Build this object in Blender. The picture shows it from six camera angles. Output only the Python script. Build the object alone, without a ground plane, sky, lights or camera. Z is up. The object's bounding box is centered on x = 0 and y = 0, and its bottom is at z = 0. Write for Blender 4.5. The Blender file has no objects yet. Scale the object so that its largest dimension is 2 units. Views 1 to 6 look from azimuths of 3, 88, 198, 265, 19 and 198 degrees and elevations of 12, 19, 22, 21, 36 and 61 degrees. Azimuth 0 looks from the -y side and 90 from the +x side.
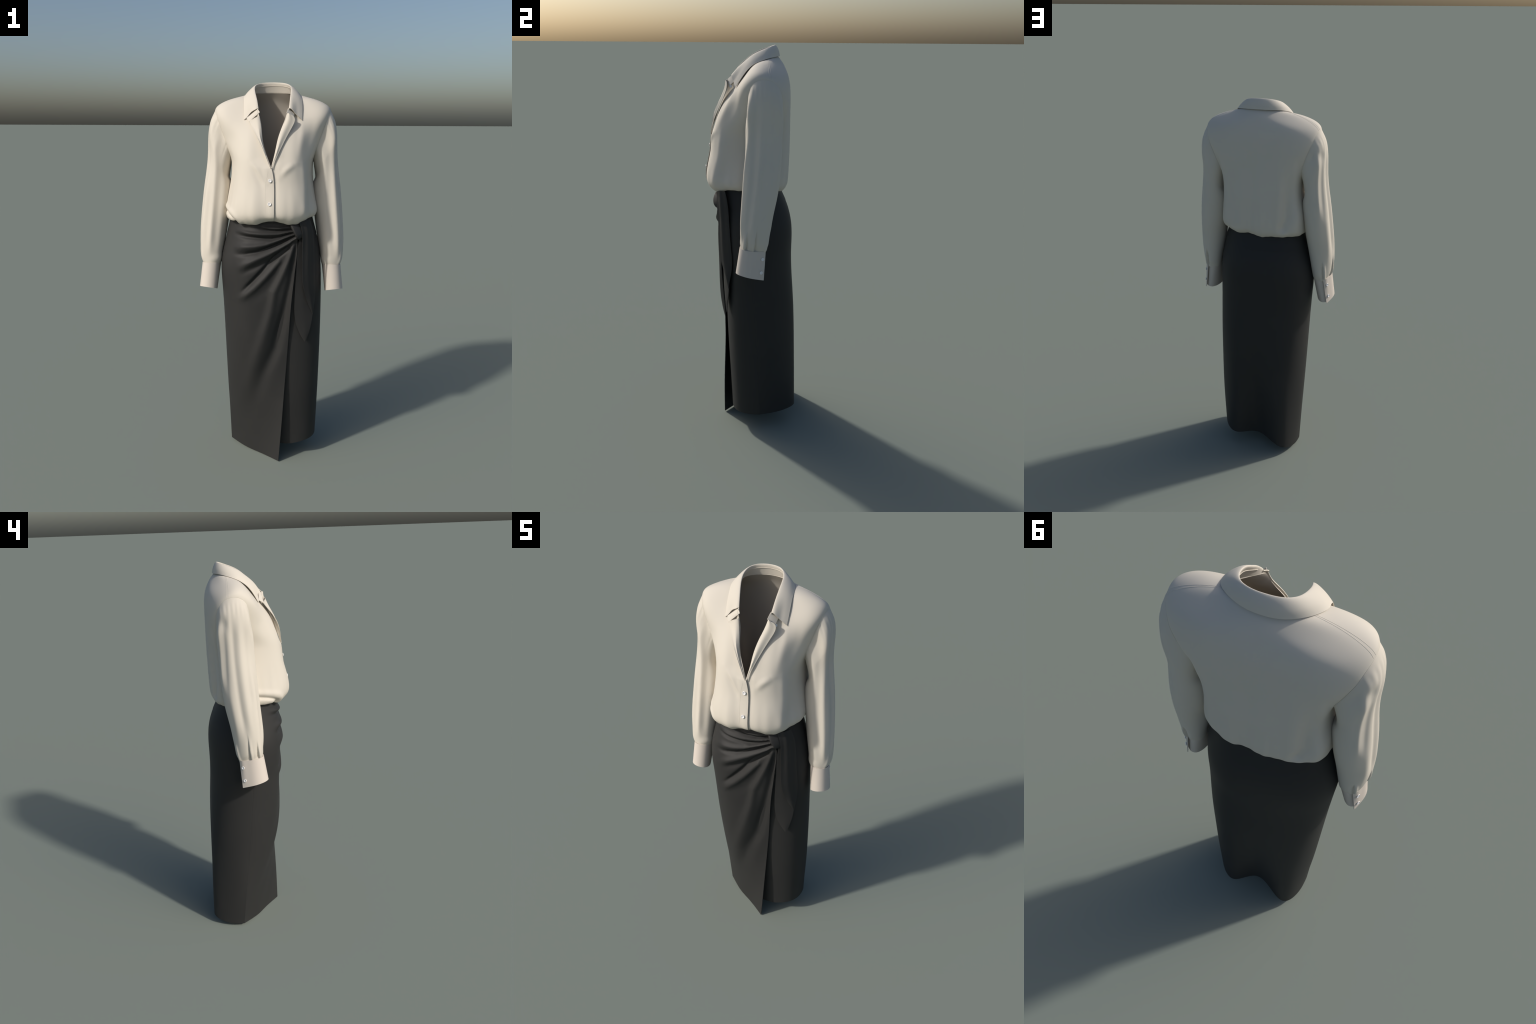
# A woman's outfit standing as if worn by an invisible body:
# a cream button-front blouse with turned-back lapels, and a long black
# wrap skirt gathered into a knot with two hanging sash tails.
import bpy, math
import numpy as np

# ------------------------------------------------------------------ helpers
def cubic(t, y, q):
    """natural cubic spline through (t, y) sampled at q (y may be vector valued)"""
    t = np.asarray(t, float); y = np.asarray(y, float); q = np.asarray(q, float)
    n = len(t); h = np.diff(t)
    A = np.eye(n); shp = (n,) + y.shape[1:]; r = np.zeros(shp)
    for i in range(1, n - 1):
        A[i, i - 1:i + 2] = [h[i - 1], 2 * (h[i - 1] + h[i]), h[i]]
        r[i] = 6 * ((y[i + 1] - y[i]) / h[i] - (y[i] - y[i - 1]) / h[i - 1])
    M = np.linalg.solve(A, r.reshape(n, -1)).reshape(shp)
    k = np.clip(np.searchsorted(t, q, side='right') - 1, 0, n - 2)
    ex = (slice(None),) + (None,) * (y.ndim - 1)
    hk = h[k][ex]; a = (t[k + 1] - q)[ex]; b = (q - t[k])[ex]
    return (M[k] * a**3 + M[k + 1] * b**3) / (6 * hk) + \
        (y[k] / hk - M[k] * hk / 6) * a + (y[k + 1] / hk - M[k + 1] * hk / 6) * b

def chord(P, power=0.6):
    """parameter of the columns of a point array, from mean spacing"""
    P = np.asarray(P, float)
    d = np.linalg.norm(np.diff(P, axis=-2), axis=-1)
    while d.ndim > 1:
        d = d.mean(0)
    t = np.concatenate([[0], np.cumsum(d**power)])
    return t / t[-1]

def curve(P, n, closed=False, power=0.6):
    P = np.asarray(P, float)
    if closed:
        m = len(P)
        Q = np.concatenate([P[-3:], P, P[:4]])
        d = np.linalg.norm(np.diff(Q, axis=0), axis=1)**power
        t = np.concatenate([[0], np.cumsum(d)])
        q = np.linspace(t[3], t[3 + m], n + 1)[:-1]
        return cubic(t, Q, q)
    t = chord(P, power)
    return cubic(t, P, np.linspace(0, 1, n))

def smooth(x, a, b):
    t = np.clip((x - a) / (b - a), 0, 1)
    return t * t * (3 - 2 * t)

def gauss(x, c, w):
    return np.exp(-((x - c) / w)**2)

def polydist(X, Z, line):
    """distance of points to a polyline, and the fraction along it"""
    L = np.asarray(line, float)
    seg = np.linalg.norm(np.diff(L, axis=0), axis=1)
    cum = np.concatenate([[0], np.cumsum(seg)])
    best = np.full(X.shape, 9.0); frac = np.zeros(X.shape)
    for i in range(len(L) - 1):
        d = L[i + 1] - L[i]
        t = np.clip(((X - L[i, 0]) * d[0] + (Z - L[i, 1]) * d[1]) / (d @ d), 0, 1)
        r = np.hypot(X - L[i, 0] - t * d[0], Z - L[i, 1] - t * d[1])
        m = r < best
        best = np.where(m, r, best)
        frac = np.where(m, (cum[i] + t * seg[i]) / cum[-1], frac)
    return best, frac

def normals(P, cu=False):
    if cu:
        du = np.roll(P, -1, 1) - np.roll(P, 1, 1)
    else:
        du = np.gradient(P, axis=1)
    dv = np.gradient(P, axis=0)
    n = np.cross(du, dv)
    return n / np.maximum(np.linalg.norm(n, axis=-1, keepdims=True), 1e-9)

# ---------------------------------------------------------------- materials
def fabric(name, col, col2, rough, sheen, weave, bump, sheen_tint=(1, 1, 1), spec=0.3):
    m = bpy.data.materials.new(name); m.use_nodes = True
    nt = m.node_tree; N = nt.nodes; L = nt.links
    b = N['Principled BSDF']
    tc = N.new('ShaderNodeTexCoord')
    n1 = N.new('ShaderNodeTexNoise'); n1.inputs['Scale'].default_value = 5.0
    n1.inputs['Detail'].default_value = 3
    L.new(tc.outputs['Object'], n1.inputs['Vector'])
    r = N.new('ShaderNodeValToRGB')
    r.color_ramp.elements[0].position = 0.3; r.color_ramp.elements[0].color = (*col2, 1)
    r.color_ramp.elements[1].position = 0.7; r.color_ramp.elements[1].color = (*col, 1)
    L.new(n1.outputs['Fac'], r.inputs['Fac'])
    L.new(r.outputs['Color'], b.inputs['Base Color'])
    n2 = N.new('ShaderNodeTexNoise'); n2.inputs['Scale'].default_value = weave
    n2.inputs['Detail'].default_value = 2
    L.new(tc.outputs['Object'], n2.inputs['Vector'])
    bp = N.new('ShaderNodeBump'); bp.inputs['Strength'].default_value = bump
    bp.inputs['Distance'].default_value = 0.001
    L.new(n2.outputs['Fac'], bp.inputs['Height'])
    L.new(bp.outputs['Normal'], b.inputs['Normal'])
    b.inputs['Roughness'].default_value = rough
    b.inputs['Specular IOR Level'].default_value = spec
    b.inputs['Sheen Weight'].default_value = sheen
    b.inputs['Sheen Roughness'].default_value = 0.5
    b.inputs['Sheen Tint'].default_value = (*sheen_tint, 1)
    return m

CREAM = fabric('cream_crepe', (0.655, 0.607, 0.528), (0.64, 0.593, 0.515), 0.75, 0.0, 900, 0.12)
CUFF = fabric('cream_cuff_cloth', (0.645, 0.58, 0.515), (0.63, 0.568, 0.502), 0.75, 0.0, 900, 0.12)
BLACK = fabric('black_crepe', (0.0275, 0.0272, 0.0268), (0.0253, 0.0250, 0.0246), 0.62, 0.0, 700, 0.15)
INNER_DARKER = fabric('blouse_inner_darker_cream', (0.52, 0.475, 0.415), (0.50, 0.455, 0.395), 0.85, 0.0, 900, 0.12, spec=0.15)
PEARL = fabric('white_button_shell', (0.86, 0.85, 0.84), (0.84, 0.83, 0.82), 0.35, 0.0, 60, 0.02, spec=0.5)

# -------------------------------------------------------------- mesh makers
def add_mesh(name, V, F, mat, parent, sharp=40, kind=None):
    me = bpy.data.meshes.new(name)
    me.from_pydata([tuple(v) for v in V], [], [tuple(int(i) for i in f) for f in F])
    me.materials.append(mat)
    me.polygons.foreach_set('use_smooth', [True] * len(me.polygons))
    me.set_sharp_from_angle(angle=math.radians(sharp))
    me.update()
    o = bpy.data.objects.new(name, me)
    bpy.context.scene.collection.objects.link(o)
    o.parent = parent
    if kind:
        o['kind'] = kind
    return o

def sheet(name, P, thick, mat, parent, closed=False, flip=False, sharp=40, N=None, inner=None):
    """cloth of real thickness from a grid of points (rows v, columns u)"""
    P = np.asarray(P, float)
    if N is None:
        N = normals(P, closed)
    if flip:
        N = -N
    n, m = P.shape[:2]
    V = np.concatenate([P.reshape(-1, 3), (P - N * thick).reshape(-1, 3)])
    k = n * m
    i, j = np.meshgrid(np.arange(n - 1), np.arange(m if closed else m - 1), indexing='ij')
    j2 = (j + 1) % m
    q = np.stack([i * m + j, i * m + j2, (i + 1) * m + j2, (i + 1) * m + j], -1).reshape(-1, 4)
    if flip:
        q = q[:, ::-1]
    F = [q, q[:, ::-1] + k]
    def rim(idx):
        a = np.asarray(idx[:-1]); b = np.asarray(idx[1:])
        f = np.stack([b, a, a + k, b + k], -1)
        F.append(f[:, ::-1] if flip else f)
    row = lambda r: [r * m + c for c in range(m)] + ([r * m] if closed else [])
    rim(row(0)); rim(row(n - 1)[::-1])
    if not closed:
        rim([r * m for r in range(n)][::-1]); rim([r * m + m - 1 for r in range(n)])
    o = add_mesh(name, V, np.concatenate(F), mat, parent, sharp)
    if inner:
        # inner faces take a darker, browner cream than the outer ones
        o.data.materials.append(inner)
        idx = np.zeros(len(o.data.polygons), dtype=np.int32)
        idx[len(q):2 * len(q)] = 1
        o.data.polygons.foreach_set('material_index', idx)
    return o

def loft(rows, nv, nu, closed=False, tv=None):
    """bicubic surface through rows of control points"""
    R = np.asarray(rows, float)
    if tv is None:
        tv = chord(R.transpose(1, 0, 2), 0.8)
    G = cubic(tv, R, np.linspace(0, 1, nv) if np.isscalar(nv) else nv)
    if closed:
        m = R.shape[1]
        d = np.linalg.norm(np.diff(np.concatenate([R, R[:, :1]], 1), axis=1), axis=-1).mean(0)**0.7
        W = np.concatenate([G[:, -3:], G, G[:, :4]], 1)
        dd = np.concatenate([d[-3:], d, d[:3]])
        t = np.concatenate([[0], np.cumsum(dd)])
        q = np.linspace(t[3], t[3 + m], nu + 1)[:-1]
        return cubic(t, W.transpose(1, 0, 2), q).transpose(1, 0, 2)
    tu = chord(R, 0.7)
    q = np.linspace(0, 1, nu) if np.isscalar(nu) else nu
    return cubic(tu, G.transpose(1, 0, 2), q).transpose(1, 0, 2)

def empty(name, label, category):
    o = bpy.data.objects.new(name, None)
    bpy.context.scene.collection.objects.link(o)
    o['label'] = label; o['category'] = category
    return o

def ribbon_tube(name, P, radius, mat, parent, seg=6):
    """thin cord along a 3D path (stitched seams)"""
    P = np.asarray(P, float)
    T = np.gradient(P, axis=0); T /= np.linalg.norm(T, axis=1, keepdims=True)
    a = np.cross(T, [0.31, 0.2, 0.93]); a /= np.linalg.norm(a, axis=1, keepdims=True)
    b = np.cross(T, a)
    th = np.linspace(0, 2 * np.pi, seg, endpoint=False)
    G = P[:, None] + radius * (a[:, None] * np.cos(th)[None, :, None] + b[:, None] * np.sin(th)[None, :, None])
    n = len(P)
    F = [(i * seg + j, i * seg + (j + 1) % seg, (i + 1) * seg + (j + 1) % seg, (i + 1) * seg + j)
         for i in range(n - 1) for j in range(seg)]
    return add_mesh(name, G.reshape(-1, 3), F, mat, parent)

# ------------------------------------------------------------------- button
def button_mesh(r):
    prof = [(0.0, 0.25), (0.10, 0.25), (0.17, 0.22), (0.19, 0.05), (0.28, 0.05), (0.31, 0.22),
            (0.58, 0.24), (0.66, 0.34), (0.78, 0.44), (0.90, 0.42), (0.98, 0.30), (1.0, 0.12), (0.94, 0.0), (0.6, -0.05), (0.3, -0.3), (0.0, -0.3)]
    seg = 32; V = []; F = []
    for a, h in prof:
        for k in range(seg):
            t = 2 * math.pi * k / seg
            V.append((a * r * math.cos(t), a * r * math.sin(t), h * r * .75))
    for i in range(len(prof) - 1):
        for k in range(seg):
            F.append((i * seg + k, (i + 1) * seg + k, (i + 1) * seg + (k + 1) % seg, i * seg + (k + 1) % seg)[::-1])
    me = bpy.data.meshes.new('button')
    me.from_pydata(V, [], F); me.materials.append(PEARL)
    me.polygons.foreach_set('use_smooth', [True] * len(me.polygons))
    me.set_sharp_from_angle(angle=math.radians(50)); me.update()
    return me
BUTTON = button_mesh(0.0088)

def button(pos, nrm, parent, s=1.0):
    from mathutils import Vector, Matrix
    o = bpy.data.objects.new('button', BUTTON)
    bpy.context.scene.collection.objects.link(o)
    q = Vector(nrm).normalized().to_track_quat('Z', 'Y')
    o.matrix_world = Matrix.LocRotScale(Vector(pos), q, Vector((s, s, s)))
    o.parent = parent
    return o

# ==================================================================== BLOUSE
blouse = empty('blouse', 'cream long sleeved blouse with open collar and turned back lapels', 'blouse')

# half rings of the bodice, from the front edge round the side to the back;
# x is the distance from the middle. The front edge column is given per side.
EDGE_R = [(-.018, -.140, 1.350), (-.018, -.176, 1.309), (-.018, -.212, 1.319), (-.019, -.234, 1.352), (-.019, -.229, 1.42),
          (-.017, -.212, 1.50), (-.004, -.205, 1.575), (.026, -.184, 1.65), (.044, -.159, 1.72),
          (.050, -.138, 1.775), (.058, -.121, 1.81), (.064, -.112, 1.828), (.070, -.104, 1.843)]
EDGE_L = [(-.014, -.140, 1.350), (-.014, -.176, 1.309), (-.014, -.212, 1.319), (-.014, -.233, 1.352), (-.014, -.227, 1.42),
          (-.012, -.210, 1.50), (.001, -.203, 1.575), (.019, -.187, 1.65), (.034, -.161, 1.72),
          (.054, -.136, 1.775), (.068, -.122, 1.81), (.074, -.113, 1.828), (.079, -.104, 1.843)]
RINGS = [
    [(.10, -.138, 1.348), (.165, -.095, 1.345), (.200, -.005, 1.345), (.175, .08, 1.338), (.095, .116, 1.338), (0, .122, 1.338)],
    [(.10, -.168, 1.303), (.178, -.127, 1.301), (.217, -.010, 1.304), (.190, .098, 1.300), (.105, .136, 1.296), (0, .142, 1.295)],
    [(.10, -.200, 1.314), (.190, -.148, 1.312), (.232, -.012, 1.317), (.204, .112, 1.314), (.112, .158, 1.308), (0, .163, 1.307)],
    [(.10, -.223, 1.350), (.190, -.163, 1.350), (.235, -.010, 1.352), (.206, .119, 1.352), (.115, .169, 1.350), (0, .177, 1.350)],
    [(.10, -.219, 1.42), (.178, -.162, 1.42), (.226, -.005, 1.42), (.201, .124, 1.42), (.113, .174, 1.42), (0, .181, 1.42)],
    [(.10, -.202, 1.50), (.172, -.146, 1.50), (.213, .005, 1.50), (.195, .128, 1.50), (.115, .177, 1.50), (0, .183, 1.50)],
    [(.10, -.191, 1.58), (.172, -.129, 1.58), (.210, .025, 1.58), (.196, .132, 1.58), (.120, .178, 1.58), (0, .183, 1.58)],
    [(.115, -.171, 1.64), (.195, -.094, 1.64), (.227, .045, 1.645), (.212, .135, 1.64), (.130, .178, 1.64), (0, .183, 1.64)],
    [(.130, -.131, 1.72), (.225, -.060, 1.725), (.272, .055, 1.745), (.245, .140, 1.73), (.145, .179, 1.72), (0, .183, 1.72)],
    [(.140, -.087, 1.789), (.249, -.046, 1.81), (.2985, .058, 1.828), (.266, .135, 1.80), (.155, .175, 1.80), (0, .182, 1.80)],
    [(.138, -.065, 1.824), (.229, -.017, 1.872), (.281, .060, 1.876), (.235, .126, 1.862), (.135, .163, 1.865), (0, .171, 1.86)],
    [(.124, -.043, 1.859), (.170, .005, 1.905), (.200, .063, 1.914), (.165, .105, 1.911), (.090, .139, 1.908), (0, .152, 1.908)],
    [(.105, -.035, 1.882), (.116, .020, 1.914), (.110, .066, 1.936), (.085, .098, 1.943), (.045, .117, 1.945), (0, .123, 1.946)]]

TV = np.linspace(0, 1, len(RINGS))
NV, NU = 300, 150
vq = np.linspace(0, 1, NV)

def bodice_side(edge, s):
    R = np.array([[e] + r for e, r in zip(edge, RINGS)], float)
    # mirrored continuation beyond the middle of the back keeps the back smooth
    ext = R[:, -3:-1][:, ::-1] * [-1, 1, 1]
    W = np.concatenate([R, ext], 1)
    t = chord(W, 0.7)
    G = cubic(TV, W, vq)
    q = np.linspace(0, t[R.shape[1] - 1], NU)
    P = cubic(t, G.transpose(1, 0, 2), q).transpose(1, 0, 2)
    P[:, -1, 0] = 0
    P[..., 0] *= s
    return P

def bodice_relief(P, s):
    """soft drape: hem bulges, fold lines falling from the bust, tension lines at the arm"""
    N = normals(P) * (-1 if s < 0 else 1)
    N[:, -1, 0] = 0
    x, y, z = P[..., 0], P[..., 1], P[..., 2]
    d = np.zeros(x.shape)
    front = smooth(-y, -.02, .06); back = smooth(y, .08, .15)
    ang = np.arctan2(x, -y)
    low = smooth(z, 1.56, 1.34)
    # blousing along the hem: uneven full lobes with slacker places between them
    d += .007 * low * front * (gauss(x, -.085, .045) - .8 * gauss(x, -.028, .022) + .5 * gauss(x, .10, .05))
    d -= .004 * low * back * gauss(x, .055, .03)
    d += .0015 * low * np.cos(ang * 9 + 1.2) + .0006 * low * np.sin(ang * 31)
    d += .0016 * back * np.cos(x * 62 + 1.5 * np.sin(z * 5)) * smooth(z, 1.76, 1.55)
    if s > 0:
        # long vertical fold edge under the bust on the buttonhole side
        f, t = polydist(x, z, [(.158, 1.60), (.166, 1.5), (.170, 1.32)])
        d += .006 * front * np.exp(-(f / .016)**2) * smooth(z, 1.63, 1.54)
        d -= .004 * front * gauss(x, .198, .02) * smooth(z, 1.62, 1.5)
        d -= .003 * front * gauss(x, .105, .035) * smooth(z, 1.58, 1.45)
        f, t = polydist(x, z, [(.045, 1.53), (.075, 1.565), (.12, 1.60)])
        d += .006 * front * np.exp(-(f / .016)**2) * np.sin(np.pi * np.clip(t, .08, .92))
        f, t = polydist(x, z, [(.150, 1.83), (.150, 1.74), (.13, 1.60)])
        d += .004 * front * np.exp(-(f / .018)**2) * np.sin(np.pi * np.clip(t, .05, .95))
        f, t = polydist(x, z, [(.205, 1.83), (.198, 1.74), (.17, 1.60)])
        d -= .0045 * front * np.exp(-(f / .024)**2) * np.sin(np.pi * np.clip(t, .05, .95))
    else:
        f, t = polydist(x, z, [(-.11, 1.62), (-.06, 1.56), (-.025, 1.50)])
        d += .003 * front * np.exp(-(f / .010)**2) * np.sin(np.pi * np.clip(t, .08, .92))
        f, t = polydist(x, z, [(-.10, 1.60), (-.065, 1.53), (-.03, 1.47)])
        d -= .003 * front * np.exp(-(f / .014)**2) * np.sin(np.pi * np.clip(t, .08, .92))
        d -= .004 * front * gauss(x, -.195, .03) * smooth(z, 1.78, 1.70) * smooth(z, 1.56, 1.64)
        # slanting fold over the hip, running down to the hem
        hip = smooth(-y, -.04, .02)
        f, t = polydist(x, z, [(-.236, 1.352), (-.205, 1.330), (-.175, 1.303), (-.165, 1.29)])
        d -= .009 * hip * np.exp(-(f / .008)**2)
        f, t = polydist(x, z, [(-.232, 1.372), (-.19, 1.350), (-.150, 1.310)])
        d += .005 * hip * np.exp(-(f / .014)**2)
        # bulge at the back above the hip
        d += .012 * smooth(y, .03, .10) * gauss(x, -.200, .022) * gauss(z, 1.40, .07)
        d -= .016 * back * gauss(x, -.158 + .02 * smooth(z, 1.42, 1.34), .022) * smooth(z, 1.66, 1.42) * smooth(z, 1.31, 1.36)
        d += .006 * back * gauss(x, -.20, .02) * smooth(z, 1.40, 1.5) * smooth(z, 1.72, 1.6)
    # back fold lines from the armholes
    d -= .006 * back * gauss(abs(x), .215, .015) * smooth(z, 1.50, 1.58) * smooth(z, 1.74, 1.66)
    # keep the collar line, the middle of the back and the front edges calm
    P = P + N * (d * smooth(z, 1.86, 1.80))[..., None]
    # hem height varies
    roll = smooth(z, 1.345, 1.30)
    dz = front * (.002 - .005 * gauss(x, -.082, .045) + .005 * gauss(x, .005, .04) - .005 * gauss(x, .105, .04) + .004 * gauss(x, -.185, .015)) \
        + back * (.006 * gauss(x, .075, .03) - .004 * gauss(x, -.03, .06) + .006 * gauss(x, -.2, .03))
    dz = dz + (front + back) * (.0004 * np.sin(x * 118 + 1.0) + .0008 * np.sin(x * 63)) + .007 * back
    P[..., 2] += roll * dz
    if s > 0:
        P[..., 2] += .020 * smooth(x, .12, .20) * smooth(z, 1.42, 1.33)
    return P

BR = bodice_relief(bodice_side(EDGE_R, -1), -1)
BL = bodice_relief(bodice_side(EDGE_L, 1), 1)
# wearer's right front lies on top at the placket
wr = smooth(BR[..., 0], -.05, -.015) * smooth(BR[..., 2], 1.60, 1.57)
BR[..., 1] -= .0035 * wr * (BR[..., 1] < 0)
wl = smooth(BL[..., 0], .045, .012) * smooth(BL[..., 2], 1.64, 1.57)
BL[..., 1] += .0045 * wl * (BL[..., 1] < 0)
# the fronts sink a little beneath the lapels
for B in (BR, BL):
    B[..., 1] += .007 * smooth(np.abs(B[..., 0]), .12, .06) * smooth(B[..., 2], 1.57, 1.63) * smooth(B[..., 2], 1.84, 1.80) * (B[..., 1] < 0)

SEAM = int(NU * 0.535)        # column of the shoulder and side seam
for P, s in ((BR, -1), (BL, 1)):
    N = normals(P)
    # outward is away from the body's axis
    c = P - np.array([0, 0, 0]); c[..., 2] = 0
    sign = 1 if (N * c).sum(-1).mean() > 0 else -1
    sheet('bodice_panel', P[:, :SEAM + 1], .0028, CREAM, blouse, flip=sign < 0, N=N[:, :SEAM + 1], inner=INNER_DARKER)
    if s < 0:
        backR = P[:, SEAM:]; NR = N[:, SEAM:] * sign
    else:
        backL = P[:, SEAM:]; NL = N[:, SEAM:] * sign
NB = np.concatenate([NR, NL[:, ::-1][:, 1:]], 1)
PB = np.concatenate([backR, backL[:, ::-1][:, 1:]], 1)
NB[:, NR.shape[1] - 1] = (NR[:, -1] + NL[:, -1]) / 2
chk = (np.cross(np.gradient(PB, axis=1), np.gradient(PB, axis=0)) * NB).sum(-1).mean()
if chk > 0:
    sheet('bodice_panel', PB, .0028, CREAM, blouse, N=NB, inner=INNER_DARKER)
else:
    sheet('bodice_panel', PB, .0028, CREAM, blouse, flip=True, N=-NB, inner=INNER_DARKER)

# ------------------------------------------------------- shoulder seam welt
for P in (BR, BL):
    N = normals(P); c = P.copy(); c[..., 2] = 0
    if (N * c).sum(-1).mean() < 0:
        N = -N
    r0 = int(NV * .795)
    for off in (0, 3):
        ribbon_tube('shoulder_seam', P[r0:-4, SEAM + off] + N[r0:-4, SEAM + off] * -.0004, .0010, CREAM, blouse)

# ------------------------------------------------------------------- collar
FOLD_L = [(.088, -.100, 1.862), (.089, -.072, 1.893), (.090, -.042, 1.919), (.093, 0, 1.952), (.090, .043, 1.973),
          (.076, .077, 1.986), (.055, .096, 1.993), (.028, .106, 1.996), (0, .109, 1.997)]
FOLD_R = [(-.069, -.092, 1.862), (-.074, -.066, 1.897), (-.083, -.030, 1.929), (-.090, .006, 1.955), (-.090, .043, 1.974),
          (-.079, .077, 1.986), (-.057, .098, 1.993), (-.030, .107, 1.996)]
FALL_L = [(.150, -.083, 1.806), (.151, -.058, 1.843), (.151, -.034, 1.876), (.149, 0, 1.908), (.146, .032, 1.923),
          (.136, .066, 1.935), (.105, .097, 1.941), (.056, .124, 1.945), (0, .134, 1.946)]
FALL_R = [(-.139, -.082, 1.806), (-.140, -.057, 1.850), (-.142, -.033, 1.881), (-.145, -.002, 1.906), (-.146, .032, 1.923),
          (-.130, .069, 1.935), (-.104, .099, 1.942), (-.058, .126, 1.945)]
NECK_L = [(.079, -.100, 1.842), (.092, -.066, 1.861), (.104, -.035, 1.880), (.113, -.002, 1.902), (.113, .036, 1.923),
          (.104, .074, 1.938), (.078, .101, 1.943), (.042, .116, 1.945), (0, .121, 1.946)]
NECK_R = [(-.070, -.100, 1.842), (-.086, -.066, 1.861), (-.101, -.035, 1.880), (-.112, -.002, 1.902), (-.113, .036, 1.923),
          (-.104, .074, 1.938), (-.078, .101, 1.943), (-.042, .116, 1.945)]
NC = 181
fold = curve(FOLD_R + FOLD_L[::-1], NC); fall = curve(FALL_R + FALL_L[::-1], NC); neck = curve(NECK_R + NECK_L[::-1], NC)
up = np.array([0, 0, 1.0])
out = fall - fold; out /= np.linalg.norm(out, axis=1, keepdims=True)
hor = np.cross(np.gradient(fold, axis=0), up); hor /= np.linalg.norm(hor, axis=1, keepdims=True)
if hor[NC // 2, 1] < 0:
    hor = -hor
tang = np.gradient(fold, axis=0); tang /= np.linalg.norm(tang, axis=1, keepdims=True)
bow = np.cross(tang, out); bow /= np.linalg.norm(bow, axis=1, keepdims=True)
if bow[NC // 2, 1] < 0:
    bow = -bow
e = np.linspace(0, 1, NC)
wave = 0 * e
c_in1 = neck * .55 + fold * .45 - hor * .002
c_in2 = neck * .12 + fold * .88 - hor * .003
c_top = fold.copy()
c_out1 = fold * .86 + fall * .14 + bow * .0045
bw = 1 - .9 * gauss(e, 1, .09) - .8 * gauss(e, 0, .06)
c_mid = fold * .5 + fall * .5 + bow * (.006 * bw + wave)[:, None] + np.array([-.1, .6, .8]) * (.008 * gauss(e, 0, .03))[:, None]
c_mid2 = fold * .25 + fall * .75 + bow * (.004 * bw)[:, None]
CC = np.stack([neck, c_in1, c_in2, c_top, c_out1, c_mid, c_mid2, fall])
PC = cubic(chord(CC.transpose(1, 0, 2), 0.5), CC, np.linspace(0, 1, 70))
N = normals(PC)
mid = N[60, NC // 2]
sheet('collar', PC, .0024, CREAM, blouse, flip=mid[1] < 0)
# seam line of the collar stand, seen inside the neck
inner = PC[16, 12:-12] + np.array([0, 0, 0])
ribbon_tube('collar_seam', inner - hor[12:-12] * .001, .0010, CREAM, blouse)

# ------------------------------------------------------------------- lapels
def lapel(roll, outer, top_out, name, lift):
    nr = 90
    R = curve(roll, nr); O = curve(outer, nr)
    t = np.linspace(0, 1, nr)[:, None]
    n = np.array([0, -1.0, .35]); n /= np.linalg.norm(n)
    side = (O - R); w = np.linalg.norm(side, axis=1, keepdims=True); sd = side / np.maximum(w, 1e-6)
    k = np.minimum(1, w / .018)
    a = R + sd * .012 * k + np.array([0, .006, 0]) * k
    b = R + np.array([0, .003, 0]) * k - sd * .001
    c = R + n * .003 * k + sd * .004 * k
    kl = k * smooth(t, 0, .3)
    d = R + side * .45 + n * (lift + .003) * kl
    f = R + side * .8 + n * lift * kl * .9
    rows = np.stack([a, b, c, d, f, O + n * .0045 * kl])
    P = cubic(np.array([0, .16, .3, .6, .85, 1.]), rows, np.linspace(0, 1, 26))
    N = normals(P)
    sheet(name, P, .0022, CREAM, blouse, flip=N[18].mean(0)[1] > 0)

lapel([(.003, -.209, 1.577), (.019, -.193, 1.640), (.031, -.172, 1.704), (.052, -.143, 1.768), (.068, -.128, 1.805), (.078, -.122, 1.838)],
      [(.006, -.211, 1.578), (.028, -.195, 1.625), (.074, -.153, 1.720), (.102, -.130, 1.772), (.113, -.121, 1.800), (.110, -.119, 1.818), (.094, -.121, 1.830)],
      None, 'lapel', .006)
lapel([(.001, -.209, 1.577), (-.026, -.185, 1.650), (-.043, -.163, 1.717), (-.049, -.143, 1.765), (-.056, -.128, 1.800), (-.060, -.119, 1.823)],
      [(-.002, -.211, 1.578), (-.040, -.191, 1.668), (-.072, -.160, 1.728), (-.095, -.127, 1.770), (-.109, -.108, 1.794), (-.112, -.106, 1.798)],
      None, 'lapel', .005)

# end tabs of the collar stand, folded outwards with the lapels
def tab(c00, c10, c11, c01, bulge, name):
    u = np.linspace(0, 1, 24)[None, :, None]; v = np.linspace(0, 1, 24)[:, None, None]
    a, b, c, d = (np.array(q, float) for q in (c00, c10, c11, c01))
    P = (1 - u) * (1 - v) * a + u * (1 - v) * b + u * v * c + (1 - u) * v * d
    P = P + np.array([0, -1, .3]) * bulge * (np.sin(np.pi * u) * (.4 + .6 * np.sin(np.pi * v)))
    N = normals(P)
    return sheet(name, P, .003, CREAM, blouse, flip=N.mean((0, 1))[1] > 0), P
tab((-.070, -.088, 1.859), (-.059, -.106, 1.842), (-.111, -.112, 1.796), (-.126, -.086, 1.814), .004, 'collar_tab')
tab((.080, -.094, 1.861), (.074, -.121, 1.839), (.105, -.113, 1.808), (.112, -.080, 1.838), .003, 'collar_tab')
button((.1075, -.1035, 1.809), (.85, -.5, .25), blouse, .75)

# front buttons and the placket stitching
button((-.002, -.2165, 1.516), (0, -1, .12), blouse, 1.0)
button((-.003, -.2375, 1.405), (0, -1, .12), blouse, 1.0)

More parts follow.
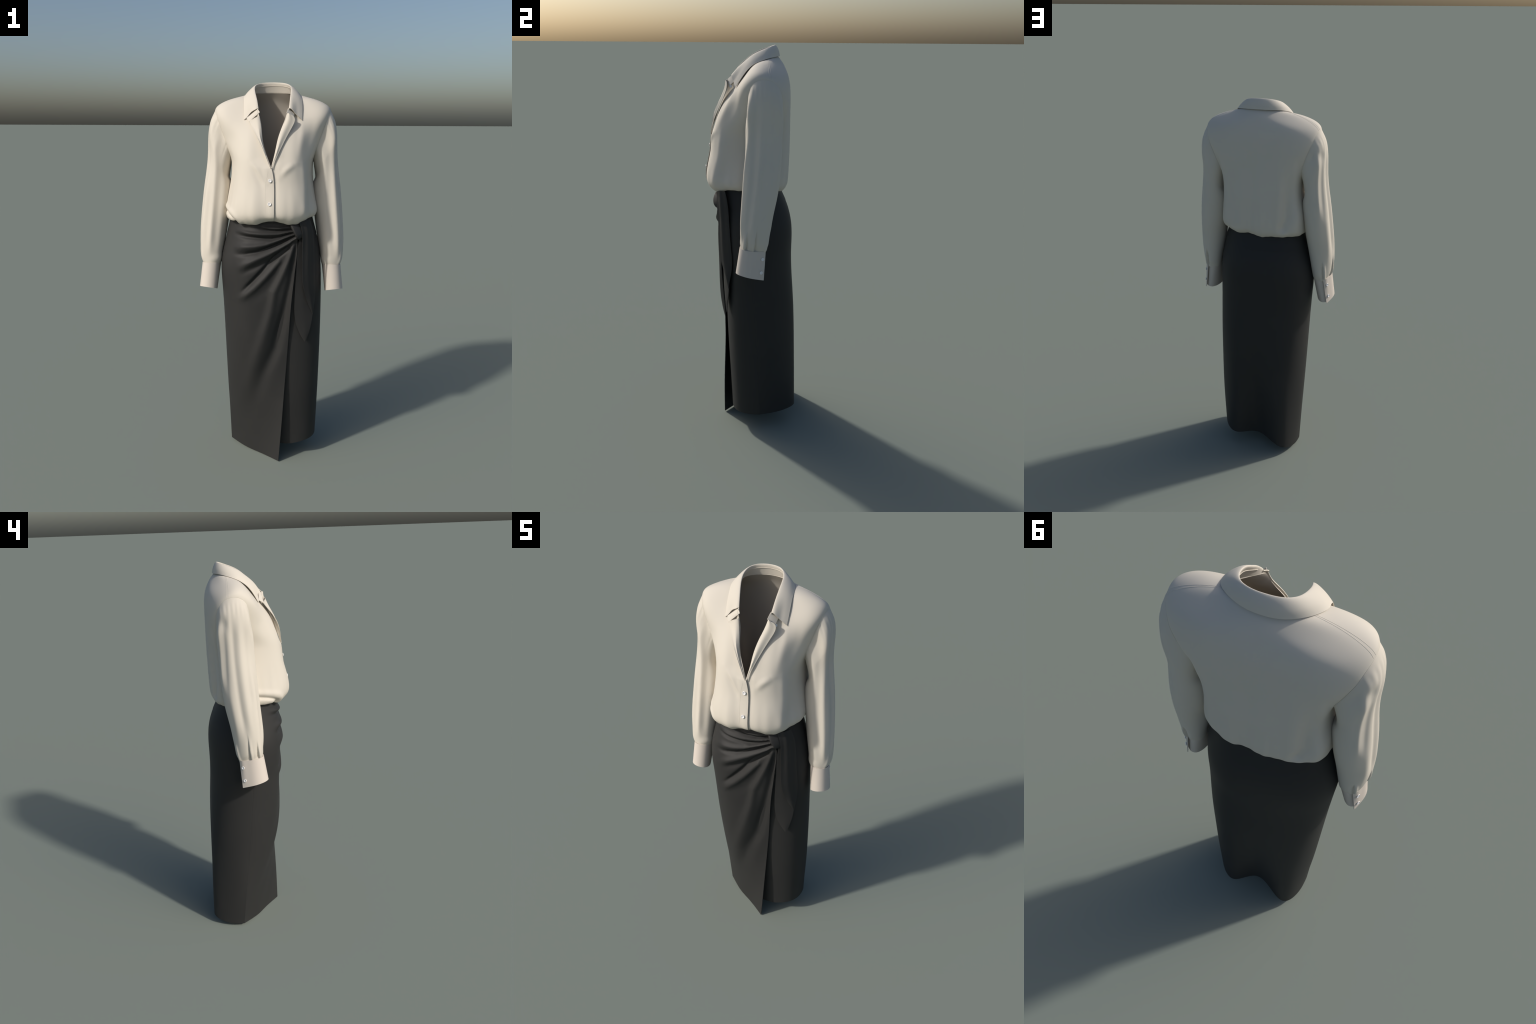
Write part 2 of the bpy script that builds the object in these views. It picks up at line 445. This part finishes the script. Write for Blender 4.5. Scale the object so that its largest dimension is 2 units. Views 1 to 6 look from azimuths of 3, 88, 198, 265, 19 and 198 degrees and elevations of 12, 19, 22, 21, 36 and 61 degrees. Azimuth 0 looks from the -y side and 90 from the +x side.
def on_panel(P, x, zs, lift):
    """points of a panel at given x and heights"""
    out = []
    F = P[:, :SEAM].reshape(-1, 3)
    Nn = normals(P)[:, :SEAM].reshape(-1, 3)
    for z in zs:
        d = (F[:, 0] - x(z))**2 + (F[:, 2] - z)**2 + (F[:, 1] > -.05) * 9
        k = np.argsort(d)[:6]
        w = 1 / (d[k] + 1e-7); w /= w.sum()
        out.append((F[k] * w[:, None]).sum(0) + np.array([0, -lift, 0]))
    return np.array(out)
zs = np.linspace(1.315, 1.56, 50)
ribbon_tube('placket_stitching', on_panel(BR, lambda z: -.023 + .01 * smooth(z, 1.5, 1.56), zs, -.0003), .0008, CREAM, blouse)

# ------------------------------------------------------------------ sleeves
ARM = [  # T outer top, F1, F front, F2, I inner, B2, B back, B1
    [(.2985, .060, 1.853), (.2935, -.010, 1.828), (.268, -.030, 1.750), (.234, -.028, 1.66), (.209, .05, 1.600), (.222, .125, 1.655), (.254, .139, 1.74), (.285, .124, 1.816)],
    [(.3205, .060, 1.804), (.312, -.014, 1.784), (.281, -.031, 1.70), (.244, -.030, 1.625), (.219, .05, 1.560), (.236, .128, 1.62), (.275, .140, 1.69), (.308, .124, 1.773)],
    [(.3335, .058, 1.655), (.320, -.006, 1.64), (.290, -.033, 1.60), (.250, -.026, 1.55), (.226, .05, 1.510), (.244, .120, 1.55), (.284, .136, 1.60), (.316, .112, 1.64)],
    [(.3540, .045, 1.455), (.340, -.022, 1.45), (.297, -.042, 1.45), (.242, -.028, 1.45), (.211, .045, 1.45), (.242, .110, 1.45), (.294, .130, 1.45), (.334, .102, 1.45)],
    [(.3665, .030, 1.320), (.353, -.034, 1.32), (.304, -.052, 1.32), (.252, -.038, 1.32), (.224, .030, 1.32), (.252, .095, 1.32), (.303, .115, 1.32), (.347, .087, 1.32)],
    [(.3735, .015, 1.200), (.360, -.043, 1.20), (.310, -.062, 1.20), (.264, -.046, 1.20), (.242, .015, 1.20), (.265, .073, 1.20), (.310, .091, 1.20), (.353, .068, 1.20)],
    [(.3740, .006, 1.125), (.358, -.046, 1.127), (.313, -.063, 1.13), (.271, -.047, 1.127), (.256, .008, 1.12), (.272, .060, 1.113), (.312, .079, 1.112), (.350, .061, 1.115)],
    [(.3680, .001, 1.085), (.355, -.045, 1.09), (.314, -.061, 1.094), (.275, -.046, 1.09), (.262, .003, 1.08), (.276, .054, 1.075), (.312, .072, 1.074), (.346, .057, 1.076)],
    [(.3605, -.001, 1.064), (.350, -.044, 1.070), (.315, -.061, 1.073), (.279, -.046, 1.070), (.267, .000, 1.063), (.279, .050, 1.058), (.313, .064, 1.056), (.340, .055, 1.057)],
    [(.3570, -.001, 1.050), (.347, -.043, 1.056), (.315, -.058, 1.058), (.283, -.043, 1.056), (.272, .000, 1.050), (.283, .044, 1.045), (.312, .058, 1.043), (.337, .049, 1.044)]]
CUFF_RING = [  # x_top, y_top, x_bottom, y_bottom, layer offset along the outside
    (.3335, .0600, .3550, .0500), (.3470, .0490, .3620, .0350), (.3560, .0260, .3705, .0140), (.3640, -.0050, .3785, -.0200), (.3540, -.0470, .3650, -.0650),
    (.3180, -.0650, .3270, -.0850), (.2810, -.0490, .2910, -.0690), (.2675, -.0030, .2850, -.0250),
    (.2770, .0420, .3010, .0180), (.3010, .0600, .3240, .0400), (.3250, .0540, .3460, .0400), (.3400, .0440, .3590, .0300)]

BODICE_PTS = {-1: BR, 1: BL}

def sleeve(s):
    S = loft(ARM, 260, 200, closed=True, tv=np.array([0, .07, .25, .5, .66, .81, .9, .95, .98, 1.0]))
    N = normals(S, True)
    # the sleeve head starts exactly on the bodice surface
    B = BODICE_PTS[s]
    Q = (B * [s, 1, 1])[::2, ::2]; Q = Q[(Q[..., 0] > .17) & (Q[..., 2] > 1.5)]
    NBq = normals(B) * [s, 1, 1]; cq = B * [s, 1, 1]; cq = np.stack([cq[..., 0], cq[..., 1] * .3, 0 * cq[..., 0]], -1)
    if (NBq * cq).sum(-1).mean() < 0:
        NBq = -NBq
    NQ = NBq[::2, ::2][((B * [s, 1, 1])[::2, ::2][..., 0] > .17) & (B[::2, ::2][..., 2] > 1.5)]
    head = []
    for p in S[0]:
        dd = ((Q - p)**2).sum(1); k = np.argsort(dd)[:5]; w = 1 / (dd[k] + 1e-7); w /= w.sum()
        head.append((Q[k] * w[:, None]).sum(0) - NQ[k].mean(0) * .0008 - p)
    head = np.array(head)
    for _ in range(6):
        head = (np.roll(head, 1, 0) + 2 * head + np.roll(head, -1, 0)) / 4
    fade = smooth(np.arange(260), 48, 0)[:, None, None]
    S = S + head[None] * fade
    ctr = S.mean(1, keepdims=True)
    if (N * (S - ctr)).sum(-1).mean() < 0:
        N = -N
    x, y, z = S[..., 0], S[..., 1], S[..., 2]
    outer = smooth(x - ctr[..., 0], -.01, .03)
    yr = (y - ctr[..., 1])                     # position across the sleeve
    d = np.zeros(x.shape)
    mid = smooth(z, 1.84, 1.70)
    # long soft folds running down the sleeve
    if s < 0:
        d -= .0055 * gauss(yr, .014, .015) * outer * smooth(z, 1.80, 1.66) * smooth(z, 1.14, 1.3)
        d += .0035 * gauss(yr, -.018, .016) * outer * smooth(z, 1.80, 1.66) * smooth(z, 1.12, 1.3)
        d -= .0025 * gauss(yr, -.045, .012) * outer * smooth(z, 1.75, 1.60) * smooth(z, 1.3, 1.4)
        d += .003 * gauss(yr, .05, .014) * outer * smooth(z, 1.5, 1.35) * smooth(z, 1.12, 1.25)
    else:
        d += .004 * gauss(yr, -.014, .014) * outer * smooth(z, 1.80, 1.60) * smooth(z, 1.12, 1.2)
        d -= .003 * gauss(yr, -.045, .014) * outer * smooth(z, 1.75, 1.60) * smooth(z, 1.12, 1.2)
        d -= .003 * gauss(yr, .020, .020) * outer * smooth(z, 1.80, 1.60) * smooth(z, 1.15, 1.3)
    xr = x - ctr[..., 0]; fr = smooth(-yr, .012, .04)
    if s < 0:
        d += fr * (.006 * gauss(xr, .008, .013) - .0035 * gauss(xr, -.022, .016) - .003 * gauss(xr, .035, .015)) * smooth(z, 1.78, 1.66) * smooth(z, 1.08, 1.22)
    else:
        d += fr * (.006 * gauss(xr, .034, .012) - .003 * gauss(xr, .008, .016)) * smooth(z, 1.80, 1.70) * smooth(z, 1.08, 1.20)
        d -= .003 * outer * gauss(yr, -.035, .014) * smooth(z, 1.80, 1.70) * smooth(z, 1.12, 1.2)
    # gathering: two stepped pleats and the cuff vent
    for y0, zt, amp in ((-.040, 1.175, .011), (.003, 1.215, .010)):
        ax = y0 + (z - 1.06) * .10
        k = (y - ax)
        d += outer * amp * smooth(z, zt, 1.09) * (-1.2 * smooth(k, -.001, .0015) * np.exp(-np.maximum(k, 0) / .011) + .35 * gauss(k, -.006, .007))
    q = (y - ctr[..., 1]) - xr
    k = q - (.035 + (z - 1.06) * .12)
    d += (y > ctr[..., 1]) * smooth(z, 1.175, 1.11) * (-(.011 if s < 0 else .016) * smooth(k, -.001, .0015) * np.exp(-np.maximum(k, 0) / .016) + .004 * gauss(k, -.008, .010))
    # fold down the back of the arm
    d += (y > ctr[..., 1]) * (.004 * gauss(q, .052, .014) - .0028 * gauss(q, .015, .016)) * smooth(z, 1.79, 1.72) * smooth(z, 1.38, 1.5) * (1 if s < 0 else .5)
    # fullness dropping over the cuff in front
    front = smooth(-yr, .0, .05)
    d += .0035 * front * gauss(z, 1.095, .018) * smooth(x - ctr[..., 0], .03, -.02)
    if s < 0:
        d -= .006 * smooth(yr, .025, .05) * gauss(z, 1.735, .035) * smooth(x - ctr[..., 0], -.03, .0)
    # puckers below the armhole seam
    d += .0005 * np.sin(yr * 300) * gauss(z, 1.80, .035) * outer
    d *= smooth(np.arange(260), 0, 14)[:, None] * smooth(np.arange(260), 259, 250)[:, None]
    S = S + N * d[..., None]
    S = S * [s, 1, 1]; N = N * [s, 1, 1]
    Ns = normals(S, True); c = S - S.mean(1, keepdims=True)
    arm = sheet('sleeve', S, .0025, CREAM, blouse, closed=True, flip=(Ns * c).sum(-1).mean() < 0, sharp=60)
    # seam cord round the armhole
    ringp = np.concatenate([S[1], S[1][:1]])
    ribbon_tube('armhole_seam', ringp, .0011, CREAM, arm)
    # cuff: a band wrapped round the wrist, its end lapping over with two buttons
    C = np.array(CUFF_RING)
    yt = lambda y: 1.0645 - .13 * y
    top = np.stack([C[:, 0], C[:, 1], yt(C[:, 1])], 1); bot = np.stack([C[:, 2], C[:, 3], .8815 + .13 * C[:, 2] - .25 * C[:, 3]], 1)
    K = loft(np.stack([top, top * .5 + bot * .5, bot]), 24, 140)
    K = K * [s, 1, 1]
    Nk = normals(K); cc = K - K.mean((0, 1)); cc[..., 2] = 0
    sheet('cuff', K, .0035, CUFF, arm, flip=(Nk * cc).sum(-1).mean() < 0)
    for f, zz in ((.30, 0), (.78, 0)):
        r = int(f * 23); p = K[r, 9]; n = Nk[r, 9].copy()
        if n @ cc[r, 9] < 0:
            n = -n
        button(p + n * .0015, n, arm, .95)
sleeve(-1)
sleeve(1)

# ===================================================================== SKIRT
skirt = empty('wrap_skirt', 'long black wrap skirt gathered into a knot with hanging sash tails', 'skirt')

# landmarks of each ring: 0 flap edge, 1 front middle, 2 front left, 3 side seam,
# 4-8 round the back, 9 other side seam, 10 front right, 11 underlap front, 12 underlap end
LEV = [
    (1.335, [(.125, -.150), (.03, -.160), (-.11, -.145), (-.204, -.025), (-.178, .078), (-.10, .116), (0, .126), (.10, .116), (.172, .076), (.206, -.01), (.18, -.095), (.135, -.140), (0, -.145)]),
    (1.27, [(.130, -.160), (.03, -.172), (-.12, -.156), (-.219, -.022), (-.190, .093), (-.105, .140), (0, .151), (.105, .139), (.182, .090), (.222, -.01), (.195, -.10), (.14, -.146), (0, -.156)]),
    (1.20, [(.136, -.164), (.03, -.172), (-.134, -.164), (-.237, -.020), (-.207, .107), (-.112, .167), (0, .180), (.110, .166), (.194, .105), (.240, -.01), (.208, -.105), (.14, -.147), (0, -.160)]),
    (1.10, [(.130, -.168), (.03, -.170), (-.147, -.170), (-.259, -.022), (-.226, .126), (-.12, .189), (0, .202), (.117, .190), (.207, .126), (.256, -.008), (.222, -.105), (.14, -.145), (0, -.160)]),
    (.95, [(.114, -.172), (.02, -.167), (-.147, -.163), (-.258, -.018), (-.226, .132), (-.12, .191), (0, .204), (.117, .192), (.209, .132), (.264, -.005), (.230, -.099), (.14, -.140), (0, -.153)]),
    (.70, [(.098, -.152), (.01, -.162), (-.141, -.148), (-.246, -.002), (-.218, .148), (-.125, .206), (0, .212), (.117, .208), (.211, .144), (.266, .004), (.232, -.091), (.14, -.133), (0, -.143)]),
    (.42, [(.080, -.151), (-.01, -.142), (-.132, -.103), (-.236, .025), (-.212, .160), (-.13, .224), (.005, .206), (.113, .222), (.209, .152), (.263, .018), (.228, -.084), (.135, -.126), (0, -.130)]),
    (.20, [(.066, -.159), (-.025, -.112), (-.127, -.053), (-.227, .048), (-.209, .165), (-.136, .233), (.005, .186), (.111, .227), (.205, .160), (.258, .026), (.221, -.079), (.127, -.118), (.01, -.118)]),
    (0.0, [(.052, -.161), (-.040, -.084), (-.128, -.022), (-.220, .068), (-.203, .168), (-.138, .236), (.004, .168), (.110, .229), (.195, .172), (.251, .035), (.216, -.074), (.120, -.111), (.02, -.108)])]
HEMZ = [.002, .002, .006, .014, .022, .057, .072, .090, .095, .099, .098, .083, .090]
lev_z = np.array([l[0] for l in LEV])

def ring_rows(a, b):
    R = []
    for z, pts in LEV:
        r = []
        for k in range(a, b + 1):
            h = HEMZ[k]
            zz = h + z * (1.335 - h) / 1.335
            r.append((pts[k][0], pts[k][1], zz))
        R.append(r)
    return np.array(R)

def ring_surface(rows, nv, q, t):
    G = cubic((1.335 - lev_z) / 1.335, rows, np.linspace(0, 1, nv))
    return cubic(t, G.transpose(1, 0, 2), q).transpose(1, 0, 2)

full = ring_rows(0, 12)
tf = chord(full[..., :2], 0.7)
NZ = 420
def panel(a, b, nu, crease=True):
    """part of the ring between two landmarks; low down the side seam sharpens into an edge"""
    q = np.linspace(tf[a], tf[b], nu)
    S = ring_surface(full, NZ, q, tf)
    if crease:
        rows = full[:, a:b + 1]
        S2 = ring_surface(rows, NZ, q, tf[a:b + 1])
        w = smooth(S[..., 2], .40, .0)[..., None]
        S = S * (1 - w) + S2 * w
    return S

# ------------------------------ front overlap panel with folds pulled to the knot
OV = panel(0, 3, 330)
# radiating folds: polyline in (x, z), height, width at the hip, width at the knot
FOLDS = [
    ([(-.053, 1.282), (-.007, 1.276), (.041, 1.275), (.087, 1.281), (.118, 1.281)], .008, .008, .006),
    ([(-.100, 1.282), (-.022, 1.268), (.036, 1.263), (.087, 1.266), (.124, 1.270)], -.008, .008, .005),
    ([(-.190, 1.258), (-.108, 1.248), (-.036, 1.246), (.036, 1.248), (.087, 1.257), (.127, 1.262)], .011, .013, .006),
    ([(-.205, 1.240), (-.123, 1.231), (-.050, 1.225), (.007, 1.222), (.050, 1.232), (.093, 1.247), (.130, 1.254)], -.011, .012, .005),
    ([(-.205, 1.163), (-.138, 1.177), (-.079, 1.183), (-.021, 1.195), (.036, 1.217), (.079, 1.234), (.130, 1.249)], .014, .020, .006),
    ([(-.205, 1.136), (-.123, 1.143), (-.064, 1.154), (-.007, 1.178), (.051, 1.202), (.093, 1.224), (.133, 1.242)], -.012, .014, .004),
    ([(-.185, 1.052), (-.123, 1.090), (-.064, 1.120), (-.006, 1.147), (.051, 1.178), (.093, 1.202), (.133, 1.234)], .015, .022, .007),
    ([(-.169, 1.026), (-.108, 1.060), (-.049, 1.088), (0, 1.112), (.037, 1.135), (.079, 1.172), (.115, 1.204)], -.006, .016, .009),
    ([(-.160, .928), (-.102, .986), (-.049, 1.043), (-.006, 1.093), (.037, 1.135), (.088, 1.175)], -.014, .011, .012),
    ([(-.182, .890), (-.132, .918), (-.078, .966), (-.026, 1.020), (.009, 1.062), (.045, 1.104)], .010, .020, .012),
    ([(-.12, .88), (-.07, .915), (-.01, .97), (.030, 1.03), (.065, 1.098)], -.003, .026, .018),
    ([(-.19, .15), (-.140, .343), (-.083, .539), (-.038, .679), (.006, .842), (.022, .945), (.049, 1.006), (.074, 1.066), (.099, 1.125), (.123, 1.185), (.133, 1.22)], .013, .048, .012, .62),
    ([(-.15, .10), (-.105, .252), (-.030, .496), (.030, .637), (.070, .816), (.094, .947), (.106, 1.007), (.115, 1.081), (.123, 1.140), (.131, 1.20)], -.019, .046, .012, .62)]
def drape(S, folds=FOLDS):
    N = normals(S)
    c = S.copy(); c[..., 2] = 0
    if (N * c).sum(-1).mean() < 0:
        N = -N
    x, z = S[..., 0], S[..., 2]
    d = np.zeros(x.shape)
    for line, amp, w0, w1, *tp in folds:
        r, t = polydist(x, z, line)
        w = w0 + (w1 - w0) * t
        env = smooth(t, 0.0, tp[0] if tp else .28) * (1 - .35 * smooth(t, .8, 1.0))
        d += amp * env * np.exp(-(r / w)**2)
    d *= smooth(x, -.262, -.20)
    d *= smooth(z, 1.320, 1.300)
    return S + N * d[..., None], N
OV, NO = drape(OV)
NO = normals(OV); c = OV.copy(); c[..., 2] = 0
sg = (NO * c).sum(-1).mean()
sheet('overlap_panel', OV, .0030, BLACK, skirt, flip=sg < 0, sharp=60)

BK = panel(3, 9, 330)
c = BK - BK.mean((0, 1)); c[..., 2] = 0
sheet('skirt_panel', BK, .0030, BLACK, skirt, flip=(normals(BK) * c).sum(-1).mean() < 0)
UL = panel(9, 12, 160, crease=False)
c = UL - np.array([0, 0, 0]); c[..., 2] = 0
sheet('underlap_panel', UL, .0030, BLACK, skirt, flip=(normals(UL) * c).sum(-1).mean() < 0)

# side seams and hem stitching
def outward(S):
    N = normals(S); c = S - S.mean((0, 1)); c[..., 2] = 0
    return N if (N * c).sum(-1).mean() > 0 else -N
ribbon_tube('skirt_seam', BK[100:, 0] - outward(BK)[100:, 0] * .0003, .0008, BLACK, skirt)
ribbon_tube('skirt_seam', BK[40:, -1] - outward(BK)[40:, -1] * .0003, .0008, BLACK, skirt)

# waistband facing, seen at the side under the blouse
nb = 36
WBp = np.concatenate([BK[:nb, 6:] + outward(BK)[:nb, 6:] * .0015, UL[:nb, 1:110] + outward(UL)[:nb, 1:110] * .0015], 1)
c = WBp.copy(); c[..., 2] = 0
sheet('waistband', WBp, .0030, BLACK, skirt, flip=(normals(WBp) * c).sum(-1).mean() < 0)

# --------------------------------------------------------------------- knot
def knot():
    path = [(.114, -.145, 1.312), (.121, -.168, 1.300), (.128, -.181, 1.283), (.136, -.187, 1.262), (.144, -.185, 1.245), (.150, -.174, 1.234), (.150, -.158, 1.232)]
    wid = [.024, .027, .027, .024, .020, .016, .012]
    n = 40
    P = curve(path, n) + np.array([0, .007, 0]); W = np.interp(np.linspace(0, 1, n), np.linspace(0, 1, 7), wid)
    T = np.gradient(P, axis=0); T /= np.linalg.norm(T, axis=1, keepdims=True)
    A = np.array([.75, .58, .22]); A = A - (T @ A)[:, None] * T; A /= np.linalg.norm(A, axis=1, keepdims=True)
    B = np.cross(T, A)
    th = np.linspace(0, 2 * np.pi, 40, endpoint=False)
    cx = np.sign(np.cos(th)) * np.abs(np.cos(th))**.5; cy = np.sign(np.sin(th)) * np.abs(np.sin(th))**.5
    G = P[:, None] + A[:, None] * (W[:, None] * cx)[..., None] + B[:, None] * (.009 * cy * np.ones((n, 1)))[..., None]
    V = G.reshape(-1, 3); F = []
    for i in range(n - 1):
        for j in range(40):
            F.append((i * 40 + j, i * 40 + (j + 1) % 40, (i + 1) * 40 + (j + 1) % 40, (i + 1) * 40 + j))
    F.append(tuple(range(39, -1, -1))); F.append(tuple((n - 1) * 40 + k for k in range(40)))
    add_mesh('knot', V, F, BLACK, skirt, 50)
knot()

# --------------------------------------------------------------- sash tails
def tail(left, right, name, ridge, bulge_h):
    n, m = 120, 40
    a = curve(left, n); b = curve(right, n)
    u = np.linspace(0, 1, m)[None, :, None]
    P = a[:, None] * (1 - u) + b[:, None] * u
    w = np.linalg.norm(b - a, axis=1)[:, None]
    k = np.minimum(1, w / .05)
    v = np.linspace(0, 1, n)[:, None]
    bulge = np.sin(np.pi * u[..., 0]) * (bulge_h * k) + ridge * k * np.cos(u[..., 0] * 13 + 1.5 * v) * smooth(v, 1.0, .2)
    nrm = np.array([.45, -.9, 0])
    P = P + nrm * bulge[..., None]
    N = normals(P)
    sheet(name, P, .0030, BLACK, skirt, flip=N.mean((0, 1))[1] > 0)
tail([(.140, -.176, 1.312), (.157, -.178, 1.265), (.161, -.173, 1.17), (.162, -.171, 1.075), (.166, -.168, 1.0), (.176, -.160, .950), (.196, -.142, .880), (.222, -.126, .822)],
     [(.196, -.135, 1.318), (.213, -.124, 1.265), (.222, -.117, 1.17), (.227, -.112, 1.075), (.232, -.106, .99), (.233, -.107, .930), (.228, -.118, .865), (.2225, -.1255, .822)],
     'sash_tail', .0012, .008)
tail([(.150, -.163, 1.245), (.139, -.160, 1.17), (.132, -.154, 1.05), (.127, -.153, .93), (.128, -.151, .82), (.141, -.147, .757), (.161, -.142, .710), (.184, -.138, .673)],
     [(.190, -.140, 1.245), (.203, -.126, 1.17), (.210, -.122, 1.05), (.216, -.122, .93), (.220, -.124, .82), (.213, -.129, .766), (.201, -.134, .718), (.1845, -.1378, .673)],
     'sash_tail', .0003, .004)
